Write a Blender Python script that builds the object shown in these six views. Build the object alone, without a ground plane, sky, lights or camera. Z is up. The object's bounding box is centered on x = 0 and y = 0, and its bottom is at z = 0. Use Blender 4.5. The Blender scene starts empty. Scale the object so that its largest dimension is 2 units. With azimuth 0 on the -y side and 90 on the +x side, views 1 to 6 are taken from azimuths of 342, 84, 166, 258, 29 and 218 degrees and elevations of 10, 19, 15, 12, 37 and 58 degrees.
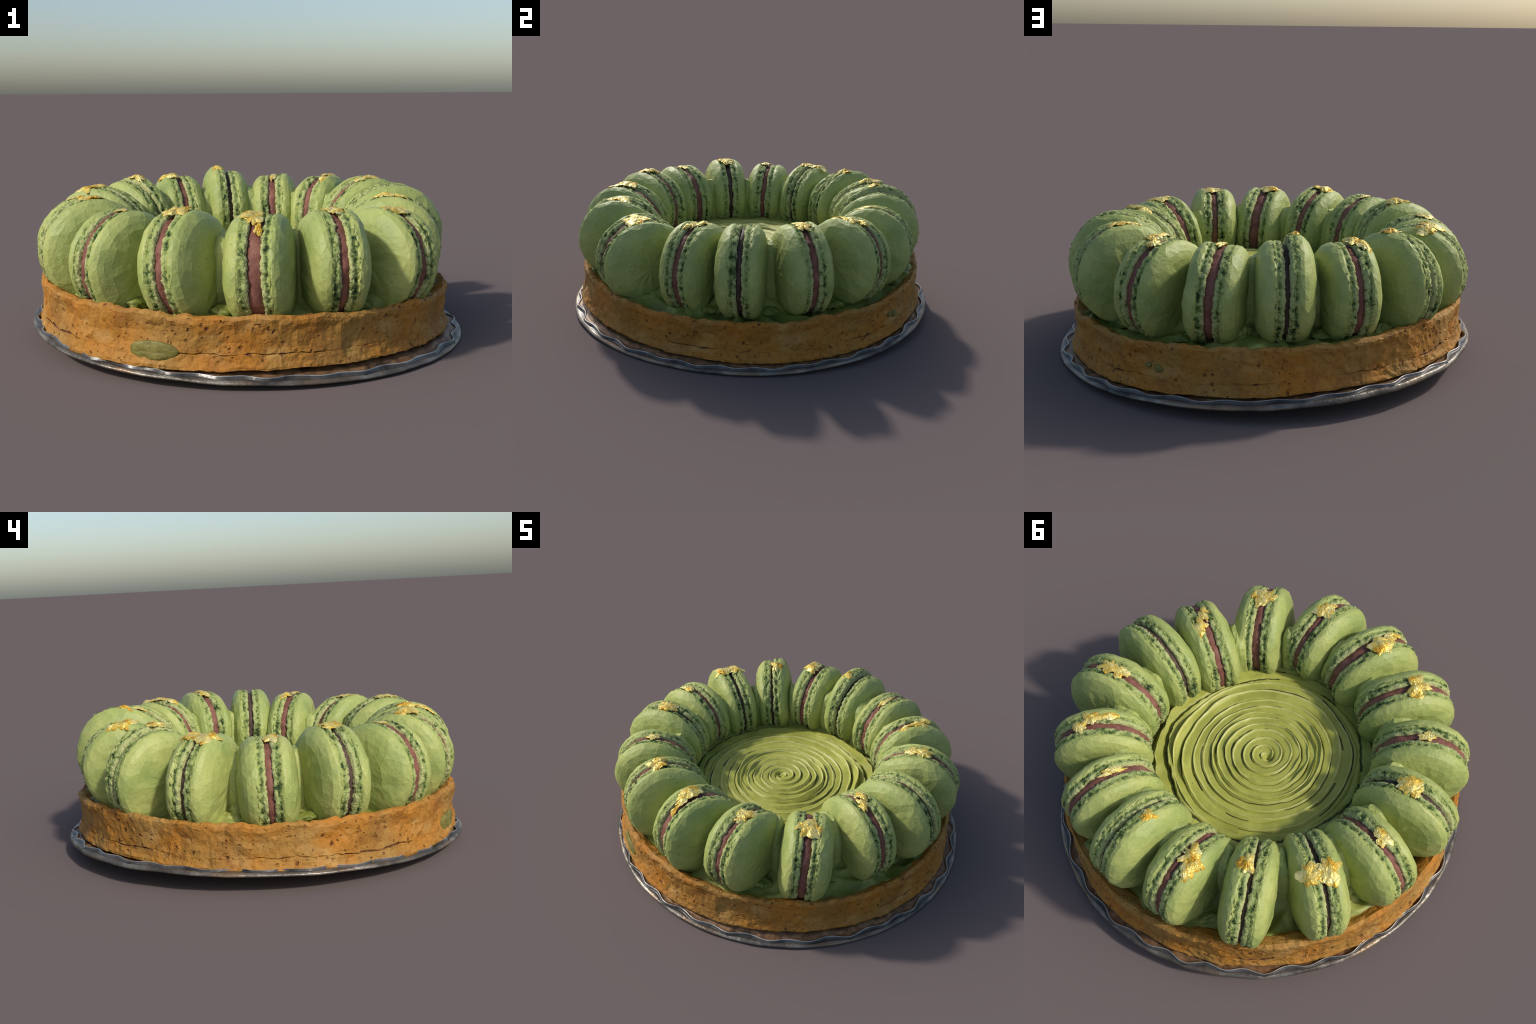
"""Pistachio tart crowned with a ring of upright macarons, on a silver cake board."""
import bpy, bmesh, math, random
from math import sin, cos, pi, radians, hypot, atan2, sqrt, exp
from mathutils import Vector, Matrix, noise

# ------------------------------------------------------------------ helpers
def nz(x, y, z, s=1.0, seed=0.0):
    return noise.noise(Vector((x * s + seed * 7.31, y * s - seed * 3.17, z * s + seed * 1.73)))

def fb(x, y, z, s=1.0, seed=0.0, octs=3):
    v, a = 0.0, 1.0
    for i in range(octs):
        v += a * nz(x, y, z, s, seed + i * 1.9)
        s *= 2.03
        a *= 0.5
    return v

def smooth(a, b, x):
    t = min(1.0, max(0.0, (x - a) / (b - a)))
    return t * t * (3 - 2 * t)

def make_object(name, verts, faces, mats, parent, flat=False, mat_index=None, matrix=None):
    me = bpy.data.meshes.new(name)
    me.from_pydata(verts, [], faces)
    for m in (mats if isinstance(mats, (list, tuple)) else [mats]):
        me.materials.append(m)
    bm = bmesh.new()
    bm.from_mesh(me)
    bmesh.ops.recalc_face_normals(bm, faces=bm.faces)
    bm.to_mesh(me)
    bm.free()
    me.polygons.foreach_set("use_smooth", [not flat] * len(me.polygons))
    if mat_index:
        me.polygons.foreach_set("material_index", mat_index)
    ob = bpy.data.objects.new(name, me)
    bpy.context.scene.collection.objects.link(ob)
    if parent:
        ob.parent = parent
    if matrix is not None:
        ob.matrix_basis = matrix
    return ob

def loft(rings, close_loop=False, cap_start=False, cap_end=False, tri=None):
    """Skin a list of closed rings (equal counts). tri: random source for irregular diagonals."""
    n = len(rings[0])
    verts = [p for r in rings for p in r]
    faces = []
    m = len(rings)
    for i in range(m if close_loop else m - 1):
        a, b = i * n, ((i + 1) % m) * n
        for j in range(n):
            k = (j + 1) % n
            q = (a + j, a + k, b + k, b + j)
            if tri is None:
                faces.append(q)
            elif (Vector(verts[q[0]]) - Vector(verts[q[2]])).length * tri.uniform(0.88, 1.12) < (Vector(verts[q[1]]) - Vector(verts[q[3]])).length:
                faces += [(q[0], q[1], q[2]), (q[0], q[2], q[3])]
            else:
                faces += [(q[0], q[1], q[3]), (q[1], q[2], q[3])]
    for flag, base in ((cap_start, 0), (cap_end, (m - 1) * n)):
        if flag:
            c = [sum(verts[base + j][k] for j in range(n)) / n for k in range(3)]
            verts.append(tuple(c))
            faces += [(base + j, base + (j + 1) % n, len(verts) - 1) for j in range(n)]
    return verts, faces

# ------------------------------------------------------------------ node helpers
class Mat:
    def __init__(s, name):
        s.m = bpy.data.materials.new(name)
        s.m.use_nodes = True
        s.t = s.m.node_tree
        s.b = s.t.nodes["Principled BSDF"]
        s.co = s.t.nodes.new("ShaderNodeTexCoord").outputs["Object"]

    def n(s, kind, ins=None, **props):
        nd = s.t.nodes.new(kind)
        for k, v in props.items():
            setattr(nd, k, v)
        for k, v in (ins or {}).items():
            if hasattr(v, "is_output"):
                s.t.links.new(v, nd.inputs[k])
            else:
                nd.inputs[k].default_value = v
        return nd

    def scaled(s, v, co=None):
        return s.n("ShaderNodeMapping", {"Vector": co or s.co, "Scale": v}).outputs[0]

    def noise(s, scale, detail=3, rough=0.55, co=None, w=None):
        ins = {"Vector": co or s.co, "Scale": scale, "Detail": detail, "Roughness": rough}
        nd = s.n("ShaderNodeTexNoise", ins, noise_dimensions="4D" if w is not None else "3D")
        if w is not None:
            s.t.links.new(w, nd.inputs["W"])
        return nd.outputs["Fac"]

    def voronoi(s, scale, co=None, rnd=1.0):
        return s.n("ShaderNodeTexVoronoi", {"Vector": co or s.co, "Scale": scale, "Randomness": rnd}).outputs["Distance"]

    def ramp(s, fac, stops):
        nd = s.n("ShaderNodeValToRGB", {"Fac": fac})
        el = nd.color_ramp.elements
        while len(el) < len(stops):
            el.new(0.5)
        for e, (p, c) in zip(el, stops):
            e.position = p
            e.color = (*c, 1) if isinstance(c, (tuple, list)) else (c, c, c, 1)
        return nd.outputs[0]

    def mix(s, fac, a, b, mode="MIX"):
        nd = s.n("ShaderNodeMix", data_type="RGBA", blend_type=mode)
        for sock, v in ((nd.inputs[0], fac), (nd.inputs[6], a), (nd.inputs[7], b)):
            if hasattr(v, "is_output"):
                s.t.links.new(v, sock)
            elif isinstance(v, (tuple, list)):
                sock.default_value = (*v, 1)
            else:
                sock.default_value = v
        return nd.outputs[2]

    def math(s, op, a, b=0.0, c=None):
        ins = {0: a, 1: b}
        if c is not None:
            ins[2] = c
        return s.n("ShaderNodeMath", ins, operation=op).outputs[0]

    def bump(s, h, dist, strength=1.0, prev=None):
        ins = {"Height": h, "Distance": dist, "Strength": strength}
        if prev is not None:
            ins["Normal"] = prev
        return s.n("ShaderNodeBump", ins).outputs[0]

    def out(s, color=None, normal=None, rough=0.6, metal=0.0, spec=0.4):
        for k, v in (("Base Color", color), ("Normal", normal), ("Roughness", rough), ("Metallic", metal), ("Specular IOR Level", spec)):
            if v is None:
                continue
            if hasattr(v, "is_output"):
                s.t.links.new(v, s.b.inputs[k])
            elif isinstance(v, (tuple, list)):
                s.b.inputs[k].default_value = (*v, 1)
            else:
                s.b.inputs[k].default_value = v
        return s.m

# ------------------------------------------------------------------ materials
def shell_material():
    m = Mat("macaron_shell_green")
    rnd = m.n("ShaderNodeObjectInfo").outputs["Random"]
    w = m.math("MULTIPLY", rnd, 40.0)
    big = m.noise(7, 2, w=w)
    col = m.ramp(big, [(0.28, (0.268, 0.335, 0.097)), (0.5, (0.362, 0.405, 0.119)), (0.72, (0.45, 0.472, 0.15))])
    fine = m.noise(70, 4, 0.6, w=w)
    col = m.mix(m.ramp(fine, [(0.3, 0.35), (0.5, 0.0)]), col, (0.185, 0.25, 0.07))
    col = m.mix(m.ramp(fine, [(0.62, 0.0), (0.8, 0.45)]), col, (0.47, 0.52, 0.21))
    pit = m.voronoi(22)
    pits = m.math("MULTIPLY", m.ramp(pit, [(0.05, 1.0), (0.12, 0.0)]), m.ramp(m.noise(12, 2, w=w), [(0.52, 0.0), (0.6, 1.0)]))
    col = m.mix(m.math("MULTIPLY", pits, 0.75), col, (0.09, 0.14, 0.035))
    blush = m.ramp(m.noise(5, 3, w=w), [(0.7, 0.0), (0.82, 0.35)])
    col = m.mix(blush, col, (0.38, 0.27, 0.1))
    n = m.bump(fine, 0.006, 0.45)
    n = m.bump(m.noise(26, 2, w=w), 0.012, 0.3, n)
    n = m.bump(m.ramp(pit, [(0.05, 0.0), (0.13, 1.0)]), 0.004, 0.25, n)
    return m.out(col, n, 0.5, spec=0.38)

def foot_material():
    m = Mat("macaron_foot_frill")
    sep = m.n("ShaderNodeSeparateXYZ", {0: m.co})
    ax = m.math("ABSOLUTE", sep.outputs[0])
    warp = m.math("MULTIPLY", m.math("SUBTRACT", m.noise(20, 3), 0.5), 0.022)
    u = m.math("DIVIDE", m.math("ADD", ax, warp), 0.038)
    col = m.ramp(u, [(0.0, (0.44, 0.45, 0.19)), (0.2, (0.41, 0.45, 0.17)), (0.45, (0.30, 0.37, 0.12)), (0.8, (0.36, 0.405, 0.117))])
    rnd = m.math("MULTIPLY", m.n("ShaderNodeObjectInfo").outputs["Random"], 30.0)
    a = m.noise(37, 4, 0.68, w=rnd)
    band = m.ramp(u, [(0.1, -0.03), (0.36, 0.03), (0.6, 0.10), (0.85, -0.05)])
    patch = m.math("MULTIPLY", m.math("SUBTRACT", m.noise(9, 2, w=rnd), 0.5), 0.32)
    crumb = m.math("SUBTRACT", m.math("SUBTRACT", a, band), patch)
    col = m.mix(m.ramp(crumb, [(0.34, 1.0), (0.41, 0.6), (0.47, 0.0)]), col, (0.085, 0.135, 0.03))
    col = m.mix(m.ramp(crumb, [(0.29, 1.0), (0.36, 0.0)]), col, (0.02, 0.036, 0.014))
    col = m.mix(m.ramp(a, [(0.56, 0.0), (0.72, 0.6)]), col, (0.54, 0.56, 0.28))
    n = m.bump(crumb, 0.022, 0.85)
    return m.out(col, n, 0.75, spec=0.25)

def filling_material(dark):
    m = Mat("ganache_filling_dark" if dark else "ganache_filling_mauve")
    a = m.noise(14, 4)
    if dark:
        col = m.ramp(a, [(0.3, (0.045, 0.032, 0.026)), (0.6, (0.10, 0.062, 0.048)), (0.8, (0.17, 0.10, 0.075))])
    else:
        col = m.ramp(a, [(0.25, (0.095, 0.038, 0.026)), (0.5, (0.205, 0.083, 0.060)), (0.78, (0.30, 0.14, 0.10))])
    n = m.bump(m.noise(38, 4), 0.01, 0.5)
    return m.out(col, n, 0.6, spec=0.2)

def cream_material():
    m = Mat("pistachio_cream")
    a = m.noise(5, 3)
    col = m.ramp(a, [(0.3, (0.275, 0.285, 0.048)), (0.5, (0.37, 0.375, 0.07)), (0.72, (0.445, 0.44, 0.098))])
    # paler, cooler cream out towards the crust
    sep = m.n("ShaderNodeSeparateXYZ", {0: m.co})
    r = m.math("SQRT", m.math("ADD", m.math("MULTIPLY", sep.outputs[0], sep.outputs[0]), m.math("MULTIPLY", sep.outputs[1], sep.outputs[1])))
    col = m.mix(m.ramp(r, [(0.5, 0.0), (0.72, 0.75)]), col, (0.335, 0.36, 0.10))
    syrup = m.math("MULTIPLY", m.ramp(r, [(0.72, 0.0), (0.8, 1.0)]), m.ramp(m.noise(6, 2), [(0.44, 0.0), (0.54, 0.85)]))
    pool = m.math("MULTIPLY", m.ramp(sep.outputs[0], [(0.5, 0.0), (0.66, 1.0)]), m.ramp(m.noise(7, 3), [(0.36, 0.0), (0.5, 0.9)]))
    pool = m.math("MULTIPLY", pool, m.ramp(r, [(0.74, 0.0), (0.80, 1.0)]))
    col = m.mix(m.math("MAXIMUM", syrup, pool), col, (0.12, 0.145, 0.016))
    grit = m.noise(60, 3)
    col = m.mix(m.ramp(grit, [(0.25, 0.5), (0.38, 0.0)]), col, (0.2, 0.22, 0.04))
    specks = m.math("MULTIPLY", m.ramp(m.voronoi(30), [(0.06, 1.0), (0.1, 0.0)]), m.ramp(m.noise(9, 1), [(0.5, 0.0), (0.56, 1.0)]))
    col = m.mix(m.math("MULTIPLY", specks, 0.8), col, (0.11, 0.1, 0.02))
    n = m.bump(m.noise(40, 3), 0.006, 0.4)
    return m.out(col, n, 0.5, spec=0.35)

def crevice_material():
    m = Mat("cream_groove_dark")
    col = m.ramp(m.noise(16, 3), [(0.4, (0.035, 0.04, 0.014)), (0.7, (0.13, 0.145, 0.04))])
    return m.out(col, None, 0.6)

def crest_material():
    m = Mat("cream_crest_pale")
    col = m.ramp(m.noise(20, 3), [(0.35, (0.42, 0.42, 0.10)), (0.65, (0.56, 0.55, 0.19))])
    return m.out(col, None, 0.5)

def crust_material():
    m = Mat("baked_pastry")
    co = m.co
    sep = m.n("ShaderNodeSeparateXYZ", {0: co})
    big = m.noise(4.2, 3, 0.5)
    col = m.ramp(big, [(0.3, (0.43, 0.168, 0.018)), (0.43, (0.40, 0.172, 0.024)), (0.57, (0.35, 0.178, 0.036)), (0.72, (0.33, 0.195, 0.052))])
    grain = m.noise(45, 4, 0.65)
    col = m.mix(m.ramp(grain, [(0.28, 0.7), (0.48, 0.0)]), col, (0.20, 0.072, 0.014))
    col = m.mix(m.ramp(grain, [(0.58, 0.0), (0.75, 0.55)]), col, (0.43, 0.20, 0.05))
    # pores baked red-brown
    vco = m.n("ShaderNodeMix", {0: 0.05}, data_type="RGBA")
    m.t.links.new(co, vco.inputs[6])
    m.t.links.new(m.n("ShaderNodeTexNoise", {"Vector": co, "Scale": 18.0}).outputs["Color"], vco.inputs[7])
    pore = m.voronoi(24, vco.outputs[2])
    sel = m.ramp(m.noise(11, 2), [(0.48, 0.0), (0.56, 1.0)])
    pores = m.math("MULTIPLY", m.ramp(pore, [(0.1, 1.0), (0.24, 0.0)]), sel)
    pore2 = m.ramp(m.voronoi(42, vco.outputs[2]), [(0.08, 1.0), (0.2, 0.0)])
    pore2 = m.math("MULTIPLY", pore2, m.ramp(m.noise(8, 2), [(0.45, 0.0), (0.55, 1.0)]))
    allp = m.math("MAXIMUM", pores, m.math("MULTIPLY", pore2, 0.85))
    col = m.mix(m.math("MULTIPLY", allp, 0.85), col, (0.10, 0.028, 0.012))
    # deeper browned patches
    col = m.mix(m.ramp(m.noise(7, 4, 0.6), [(0.52, 0.0), (0.68, 0.5)]), col, (0.225, 0.083, 0.016))
    col = m.mix(m.ramp(m.noise(5.5, 4, 0.6, m.scaled((1, 1, 1.8))), [(0.54, 0.0), (0.68, 0.75)]), col, (0.46, 0.265, 0.08))
    n = m.bump(grain, 0.012, 0.55)
    n = m.bump(m.math("SUBTRACT", 1.0, allp), 0.012, 0.7, n)
    n = m.bump(m.noise(16, 3), 0.02, 0.3, n)
    return m.out(col, n, 0.66, spec=0.25)

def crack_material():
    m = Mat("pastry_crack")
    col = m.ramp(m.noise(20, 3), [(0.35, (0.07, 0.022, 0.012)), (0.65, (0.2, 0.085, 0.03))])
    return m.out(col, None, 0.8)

def board_material():
    m = Mat("silver_foil_board")
    a = m.noise(9, 4)
    col = m.ramp(a, [(0.3, (0.055, 0.05, 0.043)), (0.5, (0.16, 0.143, 0.118)), (0.72, (0.34, 0.305, 0.25))])
    col = m.mix(m.ramp(m.noise(3.5, 2), [(0.52, 0.0), (0.66, 0.7)]), col, (0.27, 0.18, 0.105))  # brown reflections tinted into the foil colour
    streak = m.noise(30, 4, 0.7)
    n = m.bump(streak, 0.008, 0.5)
    n = m.bump(m.noise(10, 3), 0.02, 0.5, n)
    return m.out(col, n, m.ramp(streak, [(0.3, 0.3), (0.7, 0.5)]), 0.55)

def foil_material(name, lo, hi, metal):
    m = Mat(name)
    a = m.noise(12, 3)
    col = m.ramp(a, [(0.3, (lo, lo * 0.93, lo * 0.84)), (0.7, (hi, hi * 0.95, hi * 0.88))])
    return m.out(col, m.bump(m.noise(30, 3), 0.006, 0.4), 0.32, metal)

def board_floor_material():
    m = Mat("board_floor_brown")
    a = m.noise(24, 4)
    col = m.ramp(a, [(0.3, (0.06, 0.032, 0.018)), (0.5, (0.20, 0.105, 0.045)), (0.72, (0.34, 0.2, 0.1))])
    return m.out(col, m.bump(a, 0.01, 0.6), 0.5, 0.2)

def gold_material():
    m = Mat("gold_leaf")
    a = m.noise(16, 4, 0.6)
    col = m.ramp(a, [(0.32, (0.20, 0.12, 0.02)), (0.43, (0.60, 0.32, 0.018)), (0.51, (0.68, 0.50, 0.10)), (0.64, (0.77, 0.67, 0.27))])
    n = m.bump(m.noise(34, 3), 0.01, 0.5)
    return m.out(col, n, 0.42, 0.35)

def nut_material():
    m = Mat("pistachio_nut")
    a = m.noise(18, 3)
    col = m.ramp(a, [(0.3, (0.10, 0.095, 0.016)), (0.5, (0.16, 0.14, 0.026)), (0.75, (0.26, 0.23, 0.06))])
    return m.out(col, m.bump(m.noise(40, 3), 0.008, 0.5), 0.6)

SHELL, FOOT = shell_material(), foot_material()
FILL, FILLD = filling_material(False), filling_material(True)
CREAM, CREVICE, CREST = cream_material(), crevice_material(), crest_material()
CRUST, CRACK = crust_material(), crack_material()
BOARD, FLOOR = board_material(), board_floor_material()
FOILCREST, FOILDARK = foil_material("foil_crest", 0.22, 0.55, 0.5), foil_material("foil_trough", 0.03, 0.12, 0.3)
GOLD, NUT = gold_material(), nut_material()

# ------------------------------------------------------------------ levels of the slightly tilted, warped tart
def tilt_board(t):
    return -0.0326 * cos(t) + 0.0309 * sin(t) - 0.0022 * cos(2 * t) - 0.005 * sin(2 * t)

def tilt_crust_low(t):
    return -0.0181 * cos(t) + 0.018 * sin(t) - 0.0156 * cos(2 * t) - 0.0096 * sin(2 * t)

def tilt_crust_top(t):
    return -0.0218 * cos(t) + 0.0149 * sin(t) - 0.0081 * cos(2 * t) + 0.0026 * sin(2 * t)

def board_radius(t):
    return 0.9976 + 0.0013 * cos(2 * t) - 0.0015 * sin(2 * t)

# ------------------------------------------------------------------ top-level things
tart = bpy.data.objects.new("macaron_tart", None)
bpy.context.scene.collection.objects.link(tart)
tart["label"] = "round pastry tart with pistachio cream and a ring of green macarons"
tart["category"] = "cake"

# ------------------------------------------------------------------ cake board
def build_board():
    N = 540
    wave = lambda t: sin(31 * t + 0.8 * sin(3 * t)) + 0.35 * sin(17 * t + 1.3)
    # (radius offset from rim, height above rim level, how much it follows the waves in radius / height)
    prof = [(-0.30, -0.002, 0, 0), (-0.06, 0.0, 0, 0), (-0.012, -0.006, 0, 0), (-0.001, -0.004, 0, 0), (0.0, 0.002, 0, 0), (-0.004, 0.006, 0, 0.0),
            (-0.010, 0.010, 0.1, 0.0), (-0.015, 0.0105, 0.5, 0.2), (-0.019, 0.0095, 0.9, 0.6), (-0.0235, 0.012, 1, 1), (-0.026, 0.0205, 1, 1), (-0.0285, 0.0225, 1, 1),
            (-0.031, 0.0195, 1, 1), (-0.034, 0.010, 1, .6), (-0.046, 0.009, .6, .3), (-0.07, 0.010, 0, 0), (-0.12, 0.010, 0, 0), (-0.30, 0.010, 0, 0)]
    rings, mi = [], []
    for k, (dr, dz, fr, fz) in enumerate(prof):
        ring = []
        for j in range(N):
            t = 2 * pi * j / N
            w = wave(t)
            R = board_radius(t) + 0.0035 * fb(cos(t), sin(t), 0, 6, 2) * (1 if dr > -0.05 else 0)
            r = R + dr + fr * 0.0105 * w
            z = 0.0463 + tilt_board(t) * (R + dr) + dz + fz * 0.003 * nz(cos(t), sin(t), 0, 9, 4) + 0.004 * nz(cos(t), sin(t), 0.2, 5, 8) * smooth(-.05, 0, dr)
            # towards the crust the board follows the level of the pastry
            s = smooth(-0.02, -0.06, dr) * (1 if k > 6 else 0)
            z += s * (0.075 + tilt_crust_low(t) - 0.004 - 0.0463 - tilt_board(t) - 0.015) * 0.75
            if 1 < k < 5:
                z -= 0.009 * exp(-((math.degrees(t) - 105) / 40.0) ** 2)
            ring.append((r * cos(t), r * sin(t), max(z, 0.0)))
        rings.append(ring)
    verts, faces = loft(rings, cap_start=True, cap_end=True)
    idx = []
    for f in faces:
        row = min(f) // N
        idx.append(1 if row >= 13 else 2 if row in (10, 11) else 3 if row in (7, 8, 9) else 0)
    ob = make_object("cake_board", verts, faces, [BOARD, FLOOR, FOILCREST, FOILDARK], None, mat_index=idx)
    ob["label"] = "thin silver foil cake board with wavy embossed rim"
    ob["category"] = "cake board"
    return ob

# ------------------------------------------------------------------ pastry crust
CX, CY = -0.016, -0.004

def build_crust():
    N = 300
    rng = random.Random(5)
    # height fraction up the wall, radial offset
    wall = [(0.0, -0.005), (0.05, -0.006), (0.12, -0.014), (0.2, -0.019), (0.255, -0.021), (0.27, -0.032), (0.288, -0.023), (0.4, -0.025), (0.52, -0.026),
            (0.64, -0.026), (0.76, -0.024), (0.87, -0.019), (0.95, -0.018), (1.0, -0.026)]
    rings = []
    ang = [2 * pi * (j + 0.3 * rng.uniform(-1, 1)) / N for j in range(N)]

    def base(t):
        return 0.9575 - 0.0042 * cos(2 * t) + 0.0011 * sin(2 * t) + 0.007 * cos(2 * (t - radians(18)))

    def ztop(t):
        z = 0.270 + 0.012 * exp(-((math.degrees(t) - 122) / 40.0) ** 2) + tilt_crust_top(t) + 0.011 * fb(cos(t), sin(t), 0, 7, 3) + 0.009 * max(-0.4, nz(cos(t), sin(t), 0, 26, 5)) + 0.004 * nz(cos(t), sin(t), 0, 60, 8)
        return z

    def zlow(t):
        return 0.075 + tilt_crust_low(t) + 0.006 * nz(cos(t), sin(t), 0, 14, 6) + 0.004 * nz(cos(t), sin(t), 0, 50, 7)

    ring = []
    for t in ang:                                             # hidden underside, set back
        r = base(t) - 0.05
        ring.append((CX + r * cos(t), CY + r * sin(t), zlow(t) - 0.002))
    rings.append(ring)
    ring = []
    for t in ang:
        r = base(t) - 0.012
        ring.append((CX + r * cos(t), CY + r * sin(t), zlow(t) - 0.004))
    rings.append(ring)
    for f, dr in wall:
        ring = []
        for t in ang:
            z0, z1 = zlow(t), ztop(t)
            wav = (0.05 * nz(cos(t), sin(t), 0, 2.6, 11) + 0.03 * nz(cos(t), sin(t), 0, 9, 12)) * (0.2 < f < 0.4)
            ff = f + (wav if 0 < f < 1 else 0) + 0.018 * rng.uniform(-1, 1) * (0 < f < 1)
            z = z0 + (z1 - z0) * ff
            crackdepth = smooth(-0.1, 0.15, nz(cos(t), sin(t), 0, 3.0, 21)) if f == 0.27 else 1
            d = dr if f != 0.27 else -0.021 + (dr + 0.021) * crackdepth
            r = base(t) + d + 0.010 * fb(cos(t) , sin(t), z * 2.2, 5, 9, 2) + 0.0045 * fb(cos(t), sin(t), z, 18, 12) + 0.0025 * rng.uniform(-1, 1)
            ring.append((CX + r * cos(t), CY + r * sin(t), z))
        rings.append(ring)
    for dr, dz in ((-0.034, 0.004), (-0.048, -0.002), (-0.064, -0.012), (-0.082, -0.024), (-0.105, -0.05), (-0.13, -0.11)):
        ring = []
        for t in ang:
            r = base(t) + dr + 0.010 * fb(cos(t), sin(t), 0.4, 6, 15)
            z = ztop(t) + dz + 0.006 * fb(cos(t) * (1 + dr), sin(t) * (1 + dr), dr * 4, 16, 17)
            ring.append((CX + r * cos(t), CY + r * sin(t), z))
        rings.append(ring)
    verts, faces = loft(rings, close_loop=True, tri=rng)
    me_faces = faces
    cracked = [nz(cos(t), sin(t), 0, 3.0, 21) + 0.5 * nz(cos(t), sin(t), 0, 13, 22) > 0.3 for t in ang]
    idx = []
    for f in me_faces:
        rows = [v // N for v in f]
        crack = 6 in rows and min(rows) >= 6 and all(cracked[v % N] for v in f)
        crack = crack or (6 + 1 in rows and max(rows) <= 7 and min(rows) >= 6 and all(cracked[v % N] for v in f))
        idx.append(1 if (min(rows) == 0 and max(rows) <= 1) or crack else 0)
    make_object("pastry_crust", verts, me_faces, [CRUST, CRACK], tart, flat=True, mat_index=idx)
    # long dry cracks running round the lower wall, as thin sunken-looking seams
    surf = lambda t, f: (base(t) - 0.004, zlow(t) + (ztop(t) - zlow(t)) * f)
    return surf

# ------------------------------------------------------------------ cream
SPX, SPY = -0.025, -0.024
PITCH = 0.042

def tilt_cream(x, y):
    return 0.010 * x + 0.008 * y

def cream_base(x, y):
    """Mounded swirl in the middle, a shallow moat, then a bank rising to the feet of the macarons."""
    r, rr = hypot(x - SPX, y - SPY), hypot(x, y)
    azim = math.degrees(atan2(x - SPX, SPY - y))
    fl = flap(azim)
    east = exp(-(((azim - 62 + 180) % 360 - 180) / 38.0) ** 2)
    back = exp(-(((azim - 172 + 180) % 360 - 180) / 26.0) ** 2)
    west = exp(-(((azim - 285 + 180) % 360 - 180) / 50.0) ** 2)
    z = 0.358 - 0.013 * smooth(0.12, 0.34, r) + (0.004 * fl - 0.009 - 0.004 * west) * smooth(0.43, 0.50, r) - (0.072 + 0.02 * fl) * smooth(0.57, 0.82, rr) - (0.006 + 0.028 * west + 0.024 * east) * smooth(0.77, 0.875, rr) + 0.022 * back * smooth(0.74, 0.8, rr)
    o = smooth(0.55, 0.8, rr)
    # outside the ring the cream follows the tilt of the crust
    return z + tilt_cream(x, y) * (1 - o) + o * (-0.020 * x + 0.015 * y)

def flap(az):
    """Sector where the outer turns of the swirl are torn into taller ragged flaps."""
    d = (az - 118 + 180) % 360 - 180
    return exp(-(d / 48.0) ** 2)

def pitch_shift(turn):
    """The hand that piped the swirl was not steady: some turns are tight, some wide."""
    pts = ((0, 0), (3, 0), (4, 0.008), (5, 0.0), (6, 0.0), (7, -0.020), (8, -0.018), (9, -0.018), (10, -0.002), (13, 0.0))
    for (a, va), (b, vb) in zip(pts, pts[1:]):
        if a <= turn <= b:
            return va + (vb - va) * smooth(a, b, turn)
    return 0.0

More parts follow.
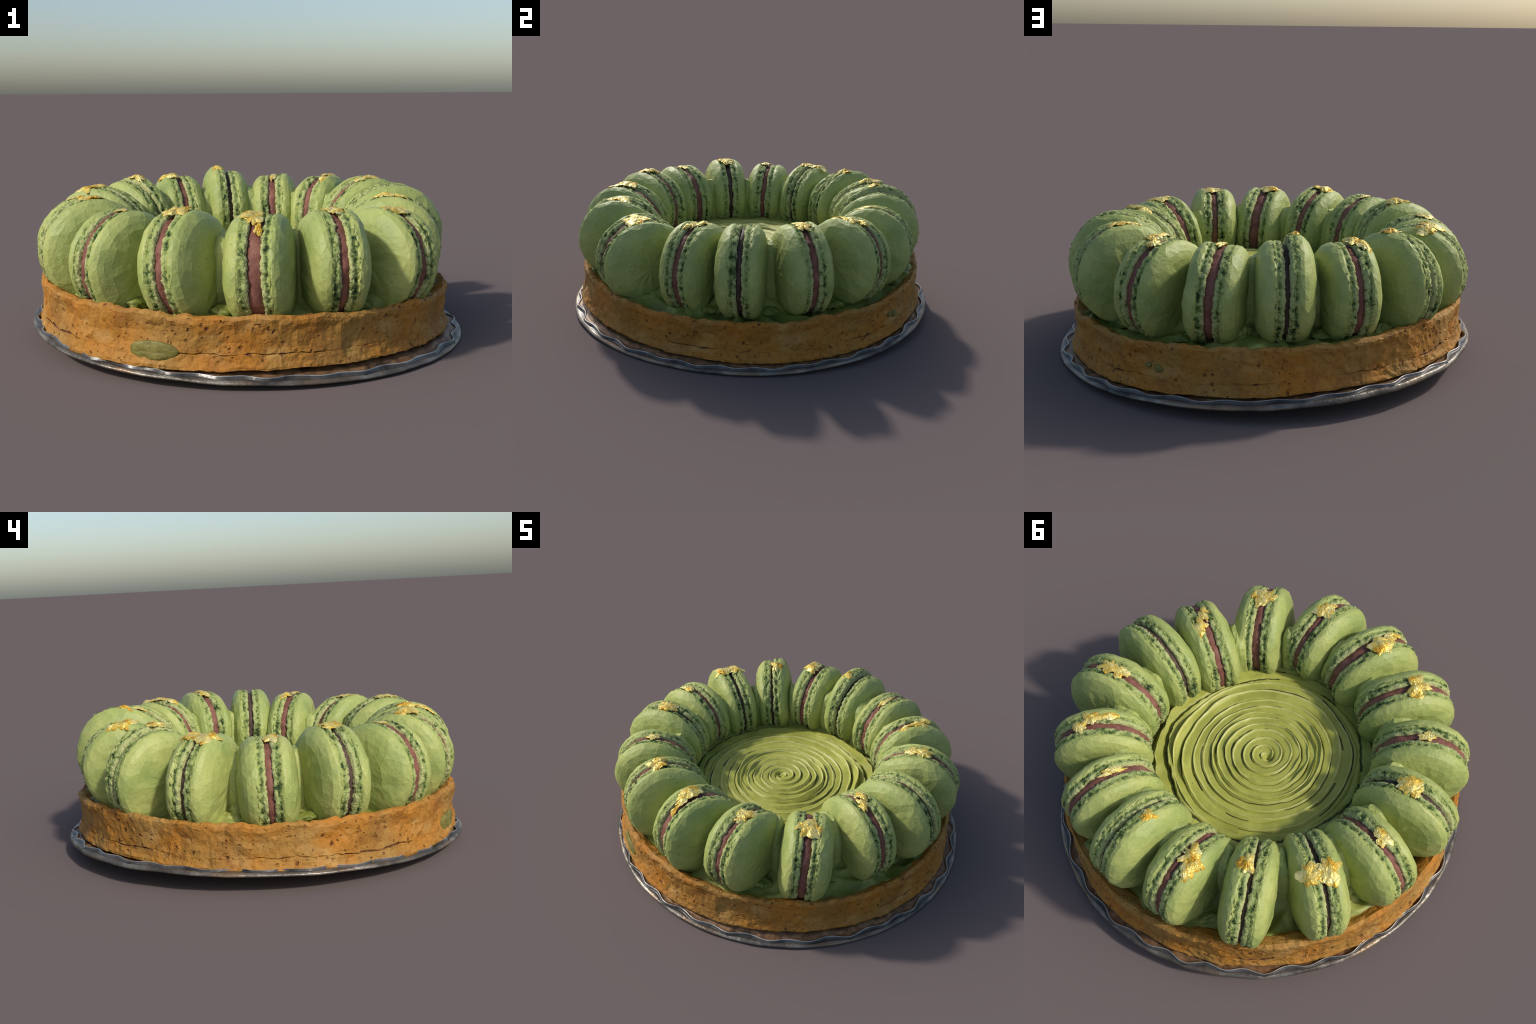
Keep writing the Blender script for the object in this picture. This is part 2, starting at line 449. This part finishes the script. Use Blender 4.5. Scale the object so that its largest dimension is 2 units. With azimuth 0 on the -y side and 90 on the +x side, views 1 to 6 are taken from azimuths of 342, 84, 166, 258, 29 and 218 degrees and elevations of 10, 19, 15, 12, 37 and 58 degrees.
def build_swirl():
    """The piped rosette: one continuous folded spiral band."""
    NT, J, TURNS = 220, 14, 11
    S0 = -NT
    total = NT * (TURNS + 1)
    verts, faces, idx = [], [], []
    hx, hy = SPX - 0.022, SPY + 0.004
    for i in range(total + NT):
        ang = 2 * pi * (i % NT) / NT
        az = 124.0 + math.degrees(ang)
        turn = i / NT - 1
        ca, sa = sin(radians(az)), -cos(radians(az))
        for j in range(J):
            f = j / J
            r = max(0.0015, 0.0195 + PITCH * (turn + f - 1) + pitch_shift(turn + f))
            ca2, sa2 = ca * 2, sa * 2
            x, y = SPX + r * ca, SPY + r * sa
            grow = smooth(0.08, 0.4, r)
            w = 0.013 * nz(x, y, 0, 4.5, 31) * grow + (0.010 * nz(ca2, sa2, turn * 1.3, 0.55, 33) + 0.004 * nz(ca2, sa2, turn * 2.1, 2.2, 32)) * smooth(0.06, 0.16, r)
            w += 0.0022 * nz(x, y, turn, 22, 34) * grow
            r2 = max(0.001, r + w)
            x, y = SPX + r2 * ca, SPY + r2 * sa
            uneven = 0.75 + 1.1 * nz(ca2, sa2, (turn + f * 0.2) * 1.9, 0.9, 35)
            uneven = min(2.0, max(0.35, 0.9 + 1.7 * nz(ca2, sa2, (turn + f * 0.2) * 1.9, 0.9, 35) * smooth(0.08, 0.2, r)))
            amp = smooth(0.004, 0.03, r) * uneven * (1 + 0.35 * smooth(0.16, 0.23, r) - 0.65 * smooth(0.26, 0.33, r) + 1.5 * flap(az) * smooth(0.28, 0.38, r))
            lip = 0.0035 * smooth(0.0, 0.8, f) + 0.0085 * exp(-((f - 0.90) / 0.10) ** 2) - 0.007 * exp(-(f / 0.13) ** 2) - 0.002
            z = cream_base(x, y) + lip * amp
            z -= 0.034 * exp(-((x - hx) ** 2 + (y - hy) ** 2) / (2 * 0.013 ** 2))
            z += 0.004 * fb(x, y, 0, 7, 36) * grow
            z -= 0.05 * smooth(0.43, 0.47, r)
            verts.append((x, y, z))
    for i in range(total - 1):
        g = nz(cos(2 * pi * i / NT) * 2, sin(2 * pi * i / NT) * 2, (i // NT) * 2.3, 0.8, 38)
        for j in range(J):
            def vid(ii, jj):
                return ii * J + jj if jj < J else (ii + NT) * J
            faces.append((vid(i, j), vid(i + 1, j), vid(i + 1, j + 1), vid(i, j + 1)))
            big = i > 2.0 * NT
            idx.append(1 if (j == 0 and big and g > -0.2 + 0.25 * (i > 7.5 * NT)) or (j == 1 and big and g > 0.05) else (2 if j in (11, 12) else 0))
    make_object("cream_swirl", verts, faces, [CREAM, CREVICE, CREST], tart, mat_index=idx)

def build_cream():
    """The body of cream around the swirl, out to the crust, lumpy where it squeezed up between the macarons."""
    NT, radii = 420, []
    r = 0.30
    while r < 0.915:
        radii.append(r)
        r += 0.0035 if r < 0.6 else 0.007
    rings = [[(SPX + 0.3 * cos(2 * pi * j / NT), SPY + 0.3 * sin(2 * pi * j / NT), 0.12) for j in range(NT)]]
    tag = [0] * NT
    for r in radii:
        ring = []
        b = smooth(0.4, 0.8, r)
        for j in range(NT):
            t = 2 * pi * j / NT
            x = SPX * (1 - b) + CX * b + r * cos(t)
            y = SPY * (1 - b) + CY * b + r * sin(t)
            az = math.degrees(atan2(x, -y))
            rs, rr = hypot(x - SPX, y - SPY), hypot(x, y)
            fl = flap(az)
            z = cream_base(x, y) - 0.03 * (1 - smooth(0.40, 0.445, rs + 0.02 * nz(x, y, 0, 6, 51)))
            z += 0.012 * fb(x, y, 0, 6, 37) * smooth(0.40, 0.5, rs)
            # ragged torn edge of the last turns
            edge = 0.515 + 0.02 * nz(cos(t), sin(t), 0, 3, 52) + 0.008 * nz(cos(t), sin(t), 0, 14, 53)
            e1 = 0.455 + 0.022 * nz(cos(t), sin(t), 2, 2.2, 54) + 0.005 * nz(cos(t), sin(t), 0, 16, 55)
            k = 0.3 + 1.7 * fl
            mark = 0
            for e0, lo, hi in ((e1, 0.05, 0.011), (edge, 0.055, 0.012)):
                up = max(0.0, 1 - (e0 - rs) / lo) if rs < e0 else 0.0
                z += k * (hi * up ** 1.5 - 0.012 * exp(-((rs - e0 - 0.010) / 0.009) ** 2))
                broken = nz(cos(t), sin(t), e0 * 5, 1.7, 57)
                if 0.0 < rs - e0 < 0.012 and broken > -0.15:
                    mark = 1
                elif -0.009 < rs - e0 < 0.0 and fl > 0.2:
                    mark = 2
            z -= fl * 0.06 * exp(-((rs - edge - 0.04) / 0.02) ** 2)
            o = smooth(0.62, 0.76, rr) * (1 - smooth(0.875, 0.915, rr))
            qx = x + 0.05 * nz(x, y, 0, 5, 44)
            qy = y + 0.05 * nz(x, y, 3, 5, 45)
            z += o * (0.06 * (0.22 - abs(nz(qx, qy, 0, 8, 41))) + 0.035 * nz(x, y, 0, 5, 43))
            ring.append((x, y, z))
            tag.append(mark)
        rings.append(ring)
    last = rings[-1]
    rings.append([(x, y, 0.12) for x, y, z in last])
    verts, faces = loft(rings, close_loop=True)
    tag += [0] * NT
    idx = []
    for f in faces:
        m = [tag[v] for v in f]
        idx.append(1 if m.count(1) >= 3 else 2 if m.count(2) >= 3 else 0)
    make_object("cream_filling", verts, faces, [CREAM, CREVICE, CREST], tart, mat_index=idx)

def build_dollop(az, r, z, a, b, h, spin, seed):
    """A folded lick of cream squeezed out between two macarons."""
    N, M = 36, 12
    c = Vector((CX + r * sin(radians(az)), CY - r * cos(radians(az)), z))
    rot = Matrix.Rotation(radians(az + spin), 3, "Z")
    rings = []
    for i in range(1, M):
        q = pi * i / M
        ring = []
        for j in range(N):
            t = 2 * pi * j / N
            d = Vector((sin(q) * cos(t), sin(q) * sin(t), cos(q)))
            fold = abs(nz(d.x * 1.5 + 0.4 * nz(d.x, d.y, d.z, 1.5, seed), d.y * 1.5, d.z, 1.3, seed + 1))
            k = 1.05 - 0.55 * max(0.0, 0.28 - fold) / 0.28 * 0.7 + 0.22 * nz(d.x, d.y, d.z, 1.1, seed + 2)
            p = rot @ Vector((a * k * d.x, b * k * d.y, h * k * d.z))
            ring.append(tuple(c + p))
        rings.append(ring)
    verts, faces = loft(rings, cap_start=True, cap_end=True)
    make_object("cream_dollop", verts, faces, [CREAM], tart)

def build_bridge(m1, m2, seed, deep):
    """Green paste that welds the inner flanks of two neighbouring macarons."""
    def place(m):
        ya = radians(m[3])
        return Vector((m[0] + 0.008 * sin(ya), m[1] - 0.008 * cos(ya), m[2]))
    p1, p2 = place(m1), place(m2)
    mid = (p1 + p2) / 2
    az = atan2(mid.x, -mid.y)
    out, tan = Vector((sin(az), -cos(az), 0)), Vector((cos(az), sin(az), 0))
    c = out * (hypot(mid.x, mid.y) - (0.085 if deep else 0.066)) + Vector((0, 0, mid.z - 0.033))
    N, M = 24, 12
    rings = []
    rng = random.Random(seed)
    for i in range(1, M):
        q = pi * i / M
        ring = []
        for j in range(N):
            t = 2 * pi * j / N
            d = Vector((sin(q) * cos(t), sin(q) * sin(t), cos(q)))
            k = 1 + 0.16 * nz(d.x, d.y, d.z, 1.4, seed) + 0.015 * rng.uniform(-1, 1)
            e = lambda v: math.copysign(abs(v) ** 0.8, v)
            ring.append(tuple(c + k * (out * ((0.085 if deep else 0.112) * e(d.x)) + tan * ((0.050 if deep else 0.066) * e(d.y)) + Vector((0, 0, 0.165 * e(d.z))))))
        rings.append(ring)
    verts, faces = loft(rings, cap_start=True, cap_end=True, tri=rng)
    make_object("cream_bridge", verts, faces, [SHELL], tart, flat=True)

# ------------------------------------------------------------------ macarons
# centre x, y, z, facing (deg), lean (deg), seam radius, half widths (left, right), filling half width, dark filling?, shell lift (left, right)
MACARONS = [
    (0.413, -0.599, 0.397, 24.7, -3.7, 0.214, 0.126, 0.142, 0.021, False, 0, 0),
    (0.13, -0.72, 0.42, -8.0, 1.2, 0.209, 0.132, 0.128, 0.017, False, 0, 0),
    (-0.157, -0.711, 0.41, -27.0, 3.0, 0.211, 0.14, 0.13, 0.027, False, 0.004, 0),
    (-0.432, -0.592, 0.42, -43.4, 6.3, 0.215, 0.131, 0.13, 0.018, False, 0, 0),
    (-0.643, -0.392, 0.412, -61.0, 0.1, 0.212, 0.138, 0.138, 0.02, False, 0, 0),
    (-0.735, -0.124, 0.427, -82.5, -0.3, 0.218, 0.12, 0.126, 0.014, True, 0, 0),
    (-0.732, 0.142, 0.415, -102.6, 1.4, 0.205, 0.14, 0.122, 0.015, False, 0, 0),
    (-0.627, 0.402, 0.424, -127.7, -2.9, 0.213, 0.112, 0.118, 0.011, True, 0, 0.004),
    (-0.434, 0.599, 0.436, -153.3, -5.0, 0.212, 0.114, 0.112, 0.009, True, 0.012, 0),
    (-0.18, 0.692, 0.446, -179.4, -0.2, 0.203, 0.128, 0.12, 0.016, False, 0, 0.004),
    (0.093, 0.696, 0.463, -189.1, -1.5, 0.209, 0.122, 0.13, 0.011, True, -0.004, 0.024),
    (0.345, 0.605, 0.444, -202.3, -4.6, 0.204, 0.128, 0.13, 0.02, False, 0, 0),
    (0.559, 0.438, 0.439, -226.9, -4.9, 0.211, 0.125, 0.124, 0.017, False, 0, 0),
    (0.69, 0.192, 0.441, -258.7, 2.8, 0.219, 0.135, 0.12, 0.017, False, 0, 0),
    (0.695, -0.093, 0.426, -280.2, 1.5, 0.226, 0.133, 0.112, 0.014, True, 0, 0),
    (0.579, -0.323, 0.41, -299.0, 0.7, 0.217, 0.126, 0.124, 0.018, False, 0, 0),
]
STRETCH = {3: 0.12, 5: 0.05, 6: 0.05, 7: 0.06, 8: 0.12, 9: 0.12, 10: 0.10, 11: 0.13, 12: 0.08, 13: 0.06}
stretch_now = 0.09

def inward(v):
    """Macarons lean their mass a little towards the centre of the tart."""
    return v * (1 + stretch_now * smooth(0.0, 0.2, v))

# gold flakes per macaron: angle from the top towards the outside (deg), offset across the seam, length along, width across, height
LEAVES = {
    1: [(6, -0.008, 0.050, 0.052, .012), (8, 0.055, 0.030, 0.018, .006)],
    2: [(-4, 0.004, 0.035, 0.042, .012), (6, 0.010, 0.030, 0.020, .008)],
    3: [(2, -0.045, 0.045, 0.045, .022), (14, -0.012, 0.05, 0.03, .012), (34, 0.010, 0.03, 0.012, .008)],
    4: [(7, 0.0, 0.045, 0.045, .026), (5, -0.06, 0.026, 0.02, .01)],
    5: [(0, 0.002, 0.024, 0.022, .006)],
    6: [(-4, 0.002, 0.045, 0.036, .022), (7, -0.016, 0.025, 0.02, .012), (2, 0.03, 0.02, 0.02, .008)],
    7: [(9, 0.014, 0.036, 0.026, .014)],
    8: [(10, -0.055, 0.045, 0.036, .014), (8, 0.040, 0.045, 0.038, .014), (8, -0.006, 0.03, 0.035, .006)],
    9: [(-8, -0.028, 0.034, 0.028, .020), (-16, -0.018, 0.02, 0.014, .01)],
    10: [(-4, 0.030, 0.04, 0.05, .020), (13, 0.058, 0.04, 0.025, .012), (0, 0.075, 0.025, 0.025, .01)],
    11: [(-12, 0.05, 0.028, 0.026, .014)],
    12: [(-8, -0.004, 0.05, 0.014, .008)],
    13: [(4, -0.038, 0.045, 0.036, .016), (-20, -0.05, 0.03, 0.025, .012), (18, 0.0, 0.03, 0.025, .012)],
    14: [(5, -0.006, 0.04, 0.032, .018), (-12, -0.008, 0.032, 0.026, .010)],
    15: [],
    16: [(-12, 0.030, 0.036, 0.03, .014), (3, -0.006, 0.034, 0.018, .012), (12, -0.018, 0.022, 0.014, .01)],
}

def build_shell(parent, side, T, wf, R, lift, seed):
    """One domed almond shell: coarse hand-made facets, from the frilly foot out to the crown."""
    rng = random.Random(seed)
    N = 26
    x0 = wf + 0.030
    Ro = R + 0.009
    rings = []
    prof = [(x0 - 0.002, Ro - 0.018), (x0 + 0.0, Ro - 0.006), (x0 + 0.010, Ro - 0.001)]
    for a in (13, 27, 41, 55, 68, 80):
        q = radians(a)
        prof.append((x0 + 0.004 + (T - x0 - 0.004) * sin(q) ** 0.92, Ro * cos(q) ** 0.64))
    for i, (x, r) in enumerate(prof):
        ring = []
        off = 0.5 * (i % 2)
        jit = 0.28 if i > 1 else 0.05
        for j in range(N):
            t = 2 * pi * (j + off + jit * rng.uniform(-1, 1)) / N
            rr = r * (1 + 0.020 * nz(cos(t), sin(t), x * 4, 1.3, seed) + 0.010 * nz(cos(t), sin(t), x * 4, 4, seed + 2))
            xx = x + (0.006 * nz(rr * cos(t), rr * sin(t), 0, 9, seed + 4) + 0.0026 * rng.uniform(-1, 1)) * (1 if i > 1 else 0.4)
            up = rr * cos(t)
            up += lift * smooth(0.02, 0.2, up)
            ring.append((side * xx, inward(rr * sin(t)), up))
        rings.append(ring)
    verts, faces = loft(rings, cap_start=False, cap_end=True, tri=rng)
    c = verts[-1]
    verts[-1] = (side * (T + 0.001), c[1], c[2])
    # back wall against the foot
    verts.append((side * (x0 - 0.002), 0, 0))
    faces += [(j, (j + 1) % N, len(verts) - 1) for j in range(N)]
    return make_object("shell", verts, faces, SHELL, parent, flat=True)

def build_foot(parent, side, wf, R, lift, seed):
    """The ruffled, porous skirt between filling and shell."""
    N, rows = 150, 7
    rings = []
    for i in range(rows):
        u = i / (rows - 1)
        ring = []
        for j in range(N):
            t = 2 * pi * j / N
            r = R + 0.005 - 0.012 * (1 - sin(pi * min(0.5, 0.16 + u * 0.8)))
            w = fb(cos(t), sin(t), u * 0.5, 17, seed, 3)
            r += 0.0085 * w - 0.007 * exp(-((u - 0.62) / 0.2) ** 2) * (0.5 + 1.4 * nz(cos(t), sin(t), 0, 12, seed + 3))
            x = -0.001 + u * 0.040 + 0.0022 * nz(cos(t), sin(t), u, 13, seed + 5) + ((0.005 * nz(cos(t), sin(t), 0, 4, seed + 8) + 0.006 * nz(cos(t), sin(t), 0, 20, seed + 9)) * (1 - u) ** 2)
            up = r * cos(t)
            up += lift * smooth(0.02, 0.2, up)
            ring.append((side * x, inward(r * sin(t)), up))
        rings.append(ring)
    verts, faces = loft(rings, cap_start=True, cap_end=True)
    return make_object("foot", verts, faces, FOOT, parent, matrix=Matrix.Translation((side * wf, 0, 0)))

def build_filling(parent, wf, R, dark, seed):
    N = 110
    rings = []
    h = wf + 0.006
    for x, dr in ((-h, -0.03), (-h * 0.98, -0.018), (-h * 0.6, -0.010), (0, -0.0065), (h * 0.6, -0.010), (h * 0.98, -0.018), (h, -0.03)):
        ring = []
        for j in range(N):
            t = 2 * pi * j / N
            r = R + dr - (0.008 if dark else 0.0) + 0.008 * fb(cos(t), sin(t), x * 9, 4, seed) + 0.002 * nz(cos(t), sin(t), x * 20, 16, seed)
            ring.append((x, inward(r * sin(t)), r * cos(t)))
        rings.append(ring)
    verts, faces = loft(rings, cap_start=True, cap_end=True)
    return make_object("filling", verts, faces, FILLD if dark else FILL, parent)

def build_leaf(parent, R, phi, s, la, wa, h, seed, lift):
    """A crumpled scrap of gold leaf lying over the top of a macaron, with real thickness."""
    rng = random.Random(seed)
    NR, N = 9, 34
    top, bot = [], []
    p0 = radians(phi)
    out = [0.78 + 0.55 * fb(cos(2 * pi * j / N), sin(2 * pi * j / N), 0, 1.6, seed, 3) for j in range(N)]

    def place(a, b, k, e):
        # a: along seam, b: across, e: extra height
        ph = p0 + a / R
        x = s + b
        edge = smooth(0.05, 0.11, abs(x))
        r = R + 0.0075 - 0.026 * edge + e
        up = r * cos(ph)
        up += lift * smooth(0.02, 0.2, up)
        return (x, -r * sin(ph), up)
    for i in range(NR + 1):
        u = max(i / NR, 0.02)
        rt, rb = [], []
        for j in range(N):
            t = 2 * pi * j / N
            k = u * max(0.35, out[j])
            a, b = 1.5 * la * k * cos(t), 1.5 * wa * k * sin(t)
            cr = abs(fb(a, b, 0, 13, seed + 3, 2))
            e = h * (1 - u ** 1.5) * 0.55 + (0.003 + h * 0.75) * cr + 0.0012 * rng.uniform(-1, 1) * (u > 0.1) - 0.002
            rt.append(place(a, b, u, e))
            rb.append(place(a * 0.97, b * 0.97, u, e - 0.0025 - h * 0.3 * (1 - u)))
        top.append(rt)
        bot.append(rb)
    verts, faces = loft(top + bot[::-1], cap_start=True, cap_end=True, tri=rng)
    return make_object("gold_leaf", verts, faces, GOLD, parent, flat=True)

def build_macarons():
    global stretch_now
    for i, (x, y, z, yaw, lean, R, TL, TR, wf, dark, LL, LR) in enumerate(MACARONS):
        m = bpy.data.objects.new("macaron", None)
        bpy.context.scene.collection.objects.link(m)
        m.parent = tart
        ya = radians(yaw)
        m.matrix_basis = Matrix.Translation((x + 0.008 * sin(ya), y - 0.008 * cos(ya), z - 0.004)) @ Matrix.Rotation(radians(yaw), 4, "Z") @ Matrix.Rotation(radians(-lean), 4, "Y")
        sd = 10 * i + 3
        stretch_now = STRETCH.get(i + 1, 0.09)
        build_shell(m, -1, TL, wf, R, LL, sd)
        build_shell(m, 1, TR, wf, R, LR, sd + 1)
        build_foot(m, -1, wf, R, LL, sd + 2)
        build_foot(m, 1, wf, R, LR, sd + 3)
        build_filling(m, wf, R, dark, sd + 4)
        for k, (phi, s, la, wa, h) in enumerate(LEAVES[i + 1]):
            build_leaf(m, R, phi, s, la, wa, h, sd + 5 + k * 0.37, LL if s < 0 else LR)

# ------------------------------------------------------------------ nuts set in the crust
def build_nut(az, z, half_w, half_h, seed):
    N, M = 26, 9
    a0 = radians(az)
    nrm = Vector((sin(a0), -cos(a0), 0))
    tan = Vector((cos(a0), sin(a0), 0))
    up = Vector((0, 0, 1))
    c = Vector((CX, CY, 0)) + nrm * 0.936 + up * z
    rings = []
    for i in range(M):
        q = pi * 0.5 * i / (M - 1)
        ring = []
        for j in range(N):
            t = 2 * pi * j / N
            k = cos(q) ** 0.6 * (1 + 0.14 * nz(cos(t), sin(t), 0, 1.6, seed))
            e = 0.014 * sin(q) ** 0.6 + 0.003 * nz(cos(t) * k, sin(t) * k, 0, 3, seed + 1)
            a = half_w * k * cos(t)
            ring.append(tuple(c + tan * a + up * (half_h * k * (sin(t) if sin(t) > 0 else 0.7 * sin(t))) + nrm * (e - a * a / 1.9)))
        rings.append(ring)
    verts, faces = loft(rings, cap_start=True, cap_end=True, tri=random.Random(int(seed)))
    make_object("pistachio_piece", verts, faces, NUT, tart, flat=True)

build_board()
build_crust()
build_cream()
build_swirl()
build_macarons()
DEEP = {1, 2, 5, 6, 8, 9, 12, 13, 14}                        # gaps that stay dark and open
for k in range(16):
    deep = k + 1 in DEEP
    build_bridge(MACARONS[k], MACARONS[(k + 1) % 16], 70 + k, deep)
    a1 = math.degrees(atan2(MACARONS[k][0], -MACARONS[k][1]))
    a2 = math.degrees(atan2(MACARONS[(k + 1) % 16][0], -MACARONS[(k + 1) % 16][1]))
    az = a1 - ((a1 - a2) % 360) / 2
    g = random.Random(200 + k)
    px, py = 0.82 * sin(radians(az)), -0.82 * cos(radians(az))
    zc = 0.258 - 0.020 * px + 0.015 * py
    if k + 1 in (5, 2, 8):
        continue
    build_dollop(az + g.uniform(-3, 3), g.uniform(0.77, 0.815), zc + g.uniform(-0.004, 0.010), g.uniform(0.05, 0.08), g.uniform(0.032, 0.05), g.uniform(0.018, 0.03), g.uniform(-35, 35), 300 + k)
    if g.random() < 0.5 and not deep:
        build_dollop(az + g.uniform(-4, 4), g.uniform(0.72, 0.76), zc + 0.03, 0.05, 0.06, 0.045, g.uniform(-40, 40), 330 + k)
build_nut(-39, 0.122, 0.105, 0.046, 3)
build_nut(138, 0.16, 0.022, 0.02, 5)
build_nut(135, 0.17, 0.015, 0.014, 9)
